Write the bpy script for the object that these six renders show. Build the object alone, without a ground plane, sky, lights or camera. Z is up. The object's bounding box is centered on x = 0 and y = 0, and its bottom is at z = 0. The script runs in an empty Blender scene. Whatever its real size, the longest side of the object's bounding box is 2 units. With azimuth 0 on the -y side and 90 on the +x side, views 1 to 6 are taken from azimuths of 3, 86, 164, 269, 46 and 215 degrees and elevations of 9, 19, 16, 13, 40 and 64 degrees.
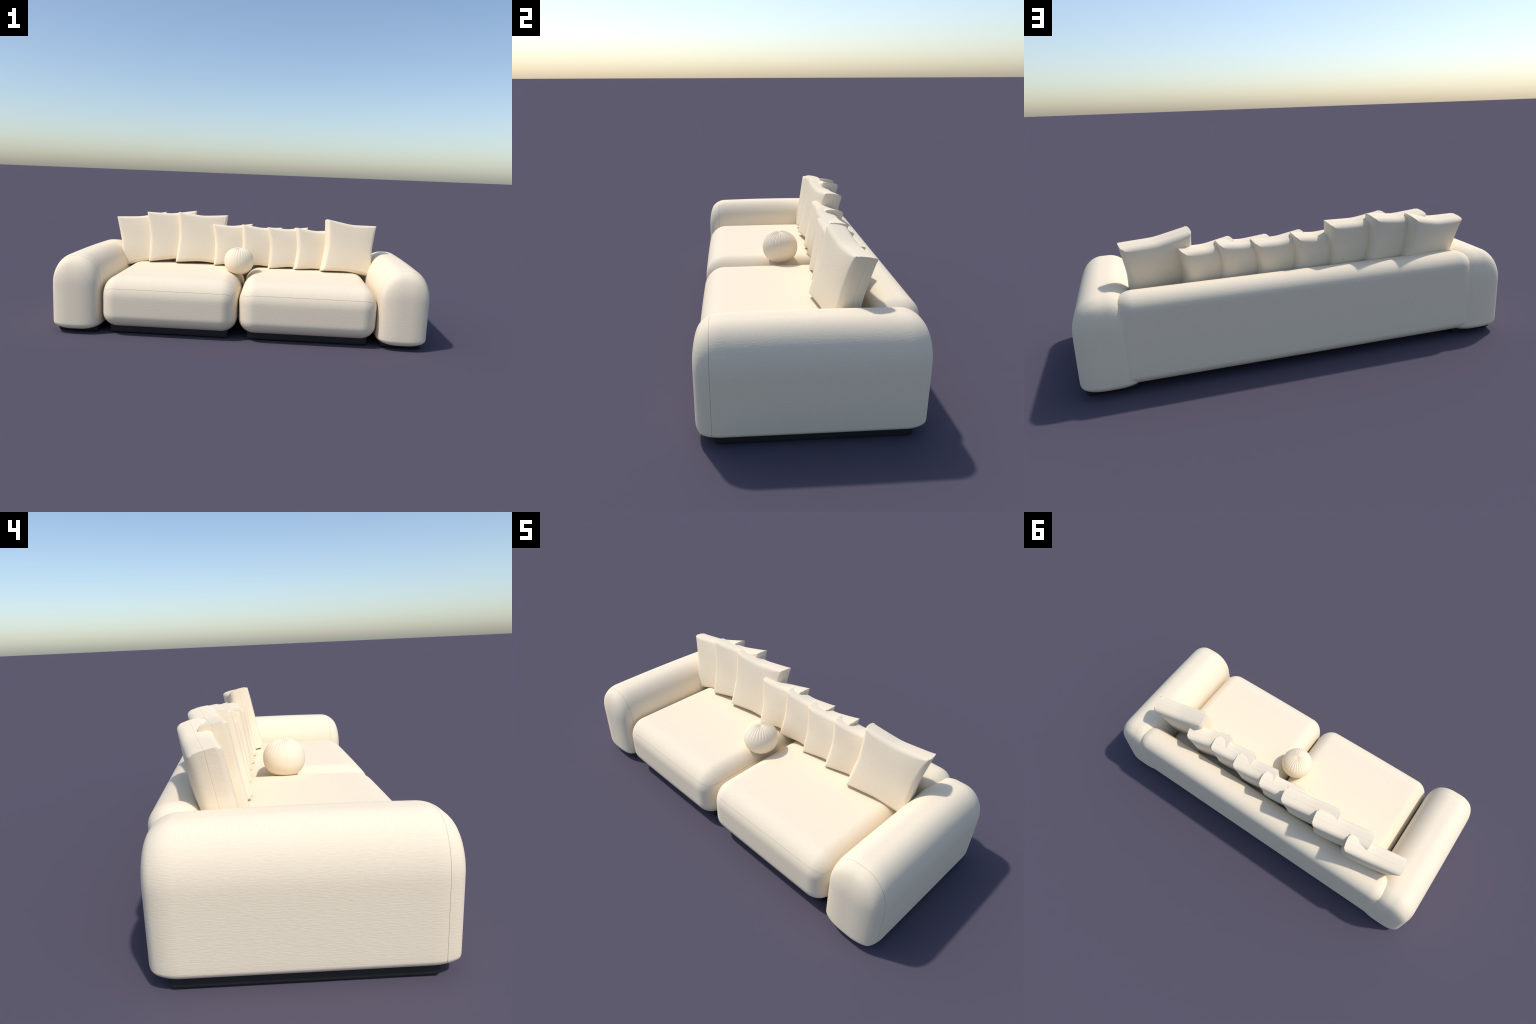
"""Low, rounded two-seat sofa in cream ribbed fabric with eight box-edge
throw pillows, a pleated ball cushion and dark plinth feet."""
import bpy, bmesh, math
from mathutils import Vector, Matrix

TAU = math.tau


# ---------------------------------------------------------------- materials
def fabric_material(name, colour, rib=1.0):
    """Cream slub fabric: ribs run level on every side and along x on top."""
    m = bpy.data.materials.new(name)
    m.use_nodes = True
    nt = m.node_tree
    N, L = nt.nodes, nt.links
    bsdf = N["Principled BSDF"]
    tc = N.new("ShaderNodeTexCoord")
    sep = N.new("ShaderNodeSeparateXYZ")
    L.new(tc.outputs["Object"], sep.inputs[0])
    nor = N.new("ShaderNodeSeparateXYZ")
    L.new(tc.outputs["Normal"], nor.inputs[0])

    def math_node(op, a, b=None):
        n = N.new("ShaderNodeMath")
        n.operation = op
        for k, v in enumerate((a, b)):
            if v is None:
                continue
            if isinstance(v, (int, float)):
                n.inputs[k].default_value = v
            else:
                L.new(v, n.inputs[k])
        return n.outputs[0]

    ax = math_node("ABSOLUTE", nor.outputs[0])
    ay = math_node("ABSOLUTE", nor.outputs[1])
    az = math_node("ABSOLUTE", nor.outputs[2])
    top = math_node("MULTIPLY", math_node("GREATER_THAN", az, ax),
                    math_node("GREATER_THAN", az, ay))
    side = math_node("MULTIPLY", math_node("GREATER_THAN", ax, ay),
                     math_node("SUBTRACT", 1.0, top))

    def pick(mask, a, b):
        n = N.new("ShaderNodeMix")
        n.data_type = "FLOAT"
        L.new(mask, n.inputs[0])
        L.new(b, n.inputs[2])
        L.new(a, n.inputs[3])
        return n.outputs[0]

    along = pick(side, sep.outputs[1], sep.outputs[0])
    across = pick(top, sep.outputs[1], sep.outputs[2])
    comb = N.new("ShaderNodeCombineXYZ")
    L.new(math_node("MULTIPLY", along, 52.0), comb.inputs[0])
    L.new(math_node("MULTIPLY", across, 265.0), comb.inputs[1])

    ribs = N.new("ShaderNodeTexNoise")
    ribs.inputs["Scale"].default_value = 1.0
    ribs.inputs["Detail"].default_value = 2.0
    ribs.inputs["Roughness"].default_value = 0.45
    ribs.inputs["Distortion"].default_value = 0.25
    L.new(comb.outputs[0], ribs.inputs["Vector"])

    fine = N.new("ShaderNodeTexNoise")
    fine.inputs["Scale"].default_value = 520.0
    fine.inputs["Detail"].default_value = 2.0
    L.new(tc.outputs["Object"], fine.inputs["Vector"])

    height = math_node("ADD", math_node("MULTIPLY", ribs.outputs["Fac"], 1.0),
                       math_node("MULTIPLY", fine.outputs["Fac"], 0.12))
    bump = N.new("ShaderNodeBump")
    bump.inputs["Strength"].default_value = 0.21 * rib
    bump.inputs["Distance"].default_value = 0.0022
    L.new(height, bump.inputs["Height"])
    L.new(bump.outputs["Normal"], bsdf.inputs["Normal"])

    ramp = N.new("ShaderNodeValToRGB")
    ramp.color_ramp.elements[0].position = 0.30
    ramp.color_ramp.elements[1].position = 0.70
    ramp.color_ramp.elements[0].color = (*[c * 0.975 for c in colour], 1)
    ramp.color_ramp.elements[1].color = (*[min(1, c * 1.012) for c in colour], 1)
    L.new(ribs.outputs["Fac"], ramp.inputs["Fac"])
    L.new(ramp.outputs["Color"], bsdf.inputs["Base Color"])
    bsdf.inputs["Roughness"].default_value = 0.92
    bsdf.inputs["Specular IOR Level"].default_value = 0.12
    return m


def dark_material():
    m = bpy.data.materials.new("matte_black_plinth")
    m.use_nodes = True
    nt = m.node_tree
    bsdf = nt.nodes["Principled BSDF"]
    tc = nt.nodes.new("ShaderNodeTexCoord")
    noise = nt.nodes.new("ShaderNodeTexNoise")
    noise.inputs["Scale"].default_value = 60.0
    ramp = nt.nodes.new("ShaderNodeValToRGB")
    ramp.color_ramp.elements[0].color = (0.017, 0.018, 0.019, 1)
    ramp.color_ramp.elements[1].color = (0.023, 0.024, 0.025, 1)
    nt.links.new(tc.outputs["Object"], noise.inputs["Vector"])
    nt.links.new(noise.outputs["Fac"], ramp.inputs["Fac"])
    nt.links.new(ramp.outputs["Color"], bsdf.inputs["Base Color"])
    bsdf.inputs["Roughness"].default_value = 0.6
    bsdf.inputs["Specular IOR Level"].default_value = 0.3
    return m


CREAM = (0.872, 0.75, 0.565)
FABRIC = fabric_material("cream_ribbed_fabric", CREAM)
SOFT_SEAM = fabric_material("faint_dark_seam_line", tuple(c * 0.93 for c in CREAM), 0.3)
SEAM = fabric_material("dark_seam_line", tuple(c * 0.72 for c in CREAM), 0.3)
BLACK = dark_material()


# ---------------------------------------------------------------- mesh tools
def finish(name, verts, faces, mats, seam_faces=()):
    me = bpy.data.meshes.new(name)
    me.from_pydata(verts, [], faces)
    me.polygons.foreach_set("use_smooth", [True] * len(me.polygons))
    for m in mats:
        me.materials.append(m)
    for f in seam_faces:
        me.polygons[f].material_index = 1
    me.validate()
    bm = bmesh.new()
    bm.from_mesh(me)
    bmesh.ops.recalc_face_normals(bm, faces=bm.faces)
    bm.to_mesh(me)
    bm.free()
    return me


def make_object(name, me, parent=None, loc=(0, 0, 0), rot=None):
    ob = bpy.data.objects.new(name, me)
    bpy.context.scene.collection.objects.link(ob)
    ob.location = loc
    if rot is not None:
        ob.rotation_euler = rot
    ob.parent = parent
    return ob


def axis_lines(lo, hi, r_lo, r_hi, corner, middle, extra=()):
    """Grid lines along one axis: even in angle through the rounded edges."""
    vals = []
    for i in range(corner):
        vals.append(lo + r_lo - r_lo * math.tan(math.pi / 4 * (1 - i / corner)))
    a, b = lo + r_lo, hi - r_hi
    for i in range(middle + 1):
        vals.append(a + (b - a) * i / middle)
    for i in range(1, corner + 1):
        vals.append(hi - r_hi + r_hi * math.tan(math.pi / 4 * i / corner))
    for e in extra:
        vals = [v for v in vals if abs(v - e) > 0.004 or v in (lo, hi)]
    vals += list(extra)
    return sorted(vals)


def rounded_block(name, lo, hi, r_lo, r_hi, power, seam=None, corner=10,
                  middle=(8, 8, 8), shape=None, mats=None, cap=None):
    """Upholstered block: a box whose edges are superellipse quarters with its
    own radius on each side. seam = (axis, value, half_width, depth, groups)
    sinks a stitched groove along one grid line of the cover.
    cap = (front, back) makes the ends along y fuller: a bolster profile in x-z
    whose outline is inset by (x, z_lo, z_hi) where it turns over, with its own
    roll exponent and a fill exponent that flattens the end face."""
    lines = []
    for a in range(3):
        extra = ()
        if seam and seam[0] == a:
            v, w = seam[1], seam[2]
            extra = (v - w * 2.2, v - w, v, v + w, v + w * 2.2)
        lines.append(axis_lines(lo[a], hi[a], r_lo[a], r_hi[a], corner, middle[a], extra))
    n = [len(l) for l in lines]
    index, verts, sunk = {}, [], []

    def vert(ijk):
        if ijk in index:
            return index[ijk]
        p = [lines[a][ijk[a]] for a in range(3)]
        core, d = [], []
        for a in range(3):
            c_lo, c_hi = lo[a] + r_lo[a], hi[a] - r_hi[a]
            if p[a] < c_lo:
                core.append(c_lo); d.append((p[a] - c_lo) / r_lo[a])
            elif p[a] > c_hi:
                core.append(c_hi); d.append((p[a] - c_hi) / r_hi[a])
            else:
                core.append(p[a]); d.append(0.0)
        q = []
        if cap:
            e = max(abs(d[0]), abs(d[2]))
            lean = (abs(d[0]) ** power + abs(d[2]) ** power) ** (1 / power) or 1.0
            on_end = abs(d[1]) >= 1 - 1e-9
            inset_x, inset_lo, inset_hi, roll, fill = cap[0 if d[1] < 0 else 1]
            e_in = e ** fill if on_end else 1.0
            e_flat = math.sin(e * math.pi / 2) if on_end else 1.0
            m = (e_in ** roll + abs(d[1]) ** roll) ** (1 / roll) or 1.0
            alpha, beta = e_in / m, d[1] / m
            for a in range(3):
                r = r_lo[a] if d[a] < 0 else r_hi[a]
                if a == 1:
                    q.append(core[1] + beta * r)
                else:
                    i = inset_x if a == 0 else (inset_lo if d[a] < 0 else inset_hi)
                    q.append(core[a] + d[a] / lean * ((r - i) * e_flat + i * alpha))
        else:
            m = sum(abs(x) ** power for x in d) ** (1 / power)
            for a in range(3):
                r = r_lo[a] if d[a] < 0 else r_hi[a]
                q.append(core[a] + d[a] / m * r)
        if shape:
            q = shape(*q)
        index[ijk] = len(verts)
        verts.append(Vector(q))
        if seam and abs(p[seam[0]] - seam[1]) < 1e-6:
            sunk.append(len(verts) - 1)
        return index[ijk]

    faces, seam_faces = [], []
    for a in range(3):
        b, c = (a + 1) % 3, (a + 2) % 3
        for end in (0, n[a] - 1):
            for j in range(n[b] - 1):
                for k in range(n[c] - 1):
                    quad = []
                    for dj, dk in ((0, 0), (1, 0), (1, 1), (0, 1)):
                        ijk = [0, 0, 0]
                        ijk[a], ijk[b], ijk[c] = end, j + dj, k + dk
                        quad.append(vert(tuple(ijk)))
                    if end == 0:
                        quad.reverse()
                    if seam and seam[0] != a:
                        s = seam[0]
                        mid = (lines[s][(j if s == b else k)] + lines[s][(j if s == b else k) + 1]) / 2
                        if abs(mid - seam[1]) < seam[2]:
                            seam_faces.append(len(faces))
                    faces.append(quad)
    if sunk:                                   # pull the stitch line inward
        tmp = bpy.data.meshes.new("tmp")
        tmp.from_pydata(verts, [], faces)
        nor = [v.normal.copy() for v in tmp.vertices]
        bpy.data.meshes.remove(tmp)
        keep = seam[4] if len(seam) > 4 else None
        for i in sunk:
            f = keep(verts[i]) if keep else 1.0
            verts[i] = verts[i] - nor[i] * seam[3] * f
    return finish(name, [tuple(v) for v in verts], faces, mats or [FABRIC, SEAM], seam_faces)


# ---------------------------------------------------------------- sofa parts
sofa = bpy.data.objects.new("sofa", None)
bpy.context.scene.collection.objects.link(sofa)
sofa["label"] = "low cream fabric sofa with rounded arms and two seats"
sofa["category"] = "sofa"

HALF_DEPTH = 0.403
ARM_MID, ARM_HALF = 0.868, 0.130


def arm_shape(x, y, z):
    """Soft stuffing: sides belly out a little at mid height, top is crowned."""
    k = 1 - ((z - 0.21) / 0.21) ** 2
    x = x * (1 + 0.016 * max(0, k) * max(0.0, 1 - (y / 0.55) ** 2))
    z = z + (0.007 * (1 - (y / 0.40) ** 2) * max(0, (z - 0.2) / 0.22))
    return (x, y, z)


arm_mesh = rounded_block(
    "armrest", (-ARM_HALF, -HALF_DEPTH - 0.002, 0.0155), (ARM_HALF, HALF_DEPTH - 0.001, 0.418),
    (0.115, 0.100, 0.042), (0.115, 0.092, 0.155), 2.1,
    seam=(1, -0.305 - 0.100 * 0.42, 0.0009, 0.0022), middle=(6, 24, 10), shape=arm_shape,
    cap=((0.058, 0.030, 0.118, 2.25, 1.0), (0.060, 0.040, 0.095, 2.1, 1.5)))
for s in (-1, 1):
    arm = make_object("armrest", arm_mesh, sofa, (s * ARM_MID, 0, 0))

SEAT_HALF = 0.3655


def seat_shape(x, y, z):
    u, v = x / SEAT_HALF, (y + 0.05) / 0.36
    if z > 0.2:
        z += 0.006 * max(0, 1 - u * u) * max(0, 1 - v * v)
    k = max(0, 1 - ((z - 0.17) / 0.14) ** 2)
    if y < 0:
        y -= 0.003 * k * max(0, 1 - u * u)
    return (x, y, z)


seat_mesh = rounded_block(
    "seat_cushion", (-SEAT_HALF, -0.400, 0.036), (SEAT_HALF, 0.300, 0.309),
    (0.085, 0.095, 0.080), (0.085, 0.060, 0.105), 2.0,
    seam=(2, 0.204 + 0.105 * 0.53, 0.0009, 0.0022), middle=(24, 20, 8), shape=seat_shape)
for s in (-1, 1):
    make_object("seat_cushion", seat_mesh, sofa, (s * 0.3695, 0, 0))

def back_shape(x, y, z):
    """The back leans: its outer face steps in below the rounded top roll."""
    if y > 0.3:
        y -= 0.005 * min(1.0, max(0.0, (0.37 - z) / 0.20))
    x += math.copysign(0.05, x) * min(1.0, max(0.0, (0.36 - z) / 0.12)) * (abs(x) / 0.825) ** 8
    return (x, y, z)


back_mesh = rounded_block(
    "backrest", (-0.828, 0.245, 0.030), (0.828, 0.405, 0.4245),
    (0.075, 0.070, 0.050), (0.075, 0.070, 0.066), 2.0, middle=(40, 4, 12), shape=back_shape)
make_object("backrest", back_mesh, sofa)


def plinth(cx, half_w, y0, y1):
    me = rounded_block("plinth", (-half_w, y0, 0.0), (half_w, y1, 0.044),
                       (0.011, 0.011, 0.010), (0.011, 0.011, 0.006), 2.0,
                       corner=4, middle=(2, 2, 2), mats=[BLACK])
    return make_object("plinth", me, sofa, (cx, 0, 0))


for s in (-1, 1):
    plinth(s * 0.869, 0.107, -0.339, 0.344)
    plinth(s * 0.3725, 0.321, -0.332, 0.290)


# ---------------------------------------------------------------- pillows
def pillow_mesh(name, width, height, depth, waist):
    """Box-edged scatter cushion: pinched outline with sharp mitred corners,
    a broad rim with a stitched line, softly padded front and back."""
    n = 36                                       # cells along each side
    in_f, deep_f = 0.025, 0.022                  # rounding of the front edge
    in_b, deep_b = 0.028, 0.030                  # and of the back edge
    front, back = -depth * 0.53, depth * 0.47
    # rim profile, front to back: (inset from the outline, depth)
    prof = []
    steps = 7
    for i in range(steps + 1):
        t = math.pi / 2 * i / steps
        prof.append((in_f * (1 - math.sin(t)), front + deep_f * (1 - math.cos(t))))
    prof += [(-0.0008, -0.018), (-0.0012, -0.003), (-0.0012, -0.0008), (-0.0005, 0.0),
             (-0.0012, 0.0008), (-0.0012, 0.003), (-0.0008, 0.010)]
    for i in range(steps + 1):
        t = math.pi / 2 * (1 - i / steps)
        prof.append((in_b * (1 - math.sin(t)), back - deep_b * (1 - math.cos(t))))
    prof.sort(key=lambda p: p[1])

    def outline(u, v, inset):
        """(u, v) on the unit square -> pinched square, shrunk by inset."""
        def pinch(w):                            # V-shaped waist, softened
            return math.sqrt((1 - 0.02) * w * w + 0.02)
        a, b = width / 2 - inset, height / 2 - inset
        kx, ky = waist / (width / 2), waist / (height / 2)
        return (a * u * (1 - kx * (1 - pinch(v)) * abs(u) ** 2),
                b * v * (1 - ky * (1 - pinch(u)) * abs(v) ** 2))

    def corner(u, v):                            # stuffing thins out into the corners
        return (abs(u) * abs(v)) ** 7

    grid = [math.copysign(abs(-1 + 2 * i / n) ** 0.85, -1 + 2 * i / n) for i in range(n + 1)]
    ring = [(grid[i], -1.0) for i in range(n)] + [(1.0, grid[i]) for i in range(n)] \
        + [(grid[n - i], 1.0) for i in range(n)] + [(-1.0, grid[n - i]) for i in range(n)]
    verts, faces, seam_faces = [], [], []
    loops = []
    for inset, d in prof:
        loop = []
        for u, v in ring:
            w = corner(u, v)
            tuck = 0.003 * math.exp(-((d + 0.042) / 0.004) ** 2)     # gathered corner
            x, z = outline(u, v, inset * (1 - 0.6 * w if inset > 0 else 1) + tuck * (u * u * v * v) ** 7)
            loop.append(len(verts))
            verts.append((x, d * (1 - 0.08 * w), z))
        loops.append(loop)
    m = len(ring)
    for a in range(len(loops) - 1):
        for j in range(m):
            k = (j + 1) % m
            if abs((prof[a][1] + prof[a + 1][1]) / 2) < 0.0008:
                seam_faces.append(len(faces))
            faces.append((loops[a][j], loops[a][k], loops[a + 1][k], loops[a + 1][j]))
    crown = 0.006
    for loop, inset, sgn in ((loops[0], in_f, -1), (loops[-1], in_b, 1)):
        ids = {}
        for j, (u, v) in enumerate(ring):
            if j < n: key = (j, 0)
            elif j < 2 * n: key = (n, j - n)
            elif j < 3 * n: key = (3 * n - j, n)
            else: key = (0, 4 * n - j)
            ids[key] = loop[j]
        for i in range(1, n):
            for j in range(1, n):
                u, v = grid[i], grid[j]
                w = corner(u, v)
                x, z = outline(u, v, inset * (1 - 0.6 * w))
                puff = crown * (1 - abs(u) ** 2.6) * (1 - abs(v) ** 2.6)
                ids[(i, j)] = len(verts)
                verts.append((x, (front if sgn < 0 else back) * (1 - 0.08 * w) + sgn * puff, z))
        for i in range(n):
            for j in range(n):
                q = (ids[(i, j)], ids[(i + 1, j)], ids[(i + 1, j + 1)], ids[(i, j + 1)])
                faces.append(q if sgn < 0 else q[::-1])
    me = finish(name, verts, faces, [FABRIC, SOFT_SEAM], seam_faces)
    # keep the mitre at the four corners crisp
    bm = bmesh.new()
    bm.from_mesh(me)
    for e in bm.edges:
        p, q = e.verts[0].co, e.verts[1].co
        if min(p.y, q.y) > front + deep_f * 0.5 and max(p.y, q.y) < back - deep_b * 0.4:
            if e.calc_face_angle(0) > math.radians(50):
                e.smooth = False
    bm.to_mesh(me)
    bm.free()
    return me


large = pillow_mesh("throw_pillow", 0.308, 0.311, 0.100, 0.015)
small = pillow_mesh("throw_pillow", 0.246, 0.254, 0.100, 0.013)
# (size, x, y, z of the centre, yaw, lean back, roll in degrees)
PILLOWS = (
    (large, -0.6535, 0.2368, 0.4440, 10.2, -12.0, -7.2),
    (large, -0.4693, 0.2241, 0.4700, 10.5, -11.4, -2.8),
    (large, -0.2825, 0.2090, 0.4647, 8.7, -11.2, 2.1),
    (small, -0.0846, 0.1982, 0.4374, 8.2, -10.2, -2.3),
    (small, 0.0868, 0.1880, 0.4345, 7.7, -9.3, 3.1),
    (small, 0.2551, 0.1749, 0.4344, 7.8, -9.0, -1.2),
    (small, 0.4151, 0.1743, 0.4309, 14.2, -9.3, 3.3),
    (large, 0.6211, 0.1466, 0.4539, 10.7, -11.4, 6.4),
)
for me, x, y, z, yaw, lean, roll in PILLOWS:
    R = (Matrix.Rotation(math.radians(yaw), 3, "Z") @ Matrix.Rotation(math.radians(lean), 3, "X")
         @ Matrix.Rotation(math.radians(roll), 3, "Y"))
    ob = make_object("throw_pillow", me, None, (x, y, z), R.to_euler())
    big = me is large
    ob["label"] = ("large" if big else "small") + " square cream box-edge throw pillow with pinched sides"
    ob["category"] = "throw pillow"


# ---------------------------------------------------------------- ball cushion
def ball_mesh():
    seg, rings, pleats = 28 * 10, 72, 28
    R, H, dimple = 0.0865, 0.0785, 0.004
    verts, faces, seam_faces = [], [], []
    power = 2.15
    for i in range(1, rings):
        t = math.pi * i / rings                  # 0 top, pi bottom
        s, c = math.sin(t), math.cos(t)
        k = (abs(s) ** power + abs(c) ** power) ** (-1 / power)
        for j in range(seg):
            a = TAU * j / seg
            fade = max(0.0, min(1.0, (1.32 - t) / 0.8))
            fade *= min(1.0, t / 0.26)
            fold = abs(math.sin(a * pleats / 2)) ** 0.8 - 0.75
            r = k * (1 + 0.036 * fold * fade)
            x, y, z = R * r * s * math.sin(a), -R * r * s * math.cos(a), H * r * c
            pinch = dimple * math.exp(-(t / 0.16) ** 2)
            z -= pinch if t < 1.2 else 0.0
            if t > 1.9:
                z += 0.004 * math.exp(-((math.pi - t) / 0.2) ** 2)
            if t > 0.5 and j % (seg // 4) == 0:  # four meridian seams
                x, y, z = x * 0.991, y * 0.991, z * 0.991
            verts.append((x, y, z))
    for i in range(rings - 2):
        for j in range(seg):
            k = (j + 1) % seg
            faces.append((i * seg + j, (i + 1) * seg + j, (i + 1) * seg + k, i * seg + k))
    top = len(verts); verts.append((0, 0, H - dimple - 0.001))
    bot = len(verts); verts.append((0, 0, -H + 0.004))
    last = (rings - 2) * seg
    for j in range(seg):
        k = (j + 1) % seg
        faces.append((top, j, k))
        faces.append((bot, last + k, last + j))
    return finish("ball_cushion", verts, faces, [FABRIC])


ball = make_object("ball_cushion", ball_mesh(), None, (-0.0268, -0.0265, 0.3738))
ball["label"] = "round cream ball cushion with pleats gathered at the top"
ball["category"] = "cushion"
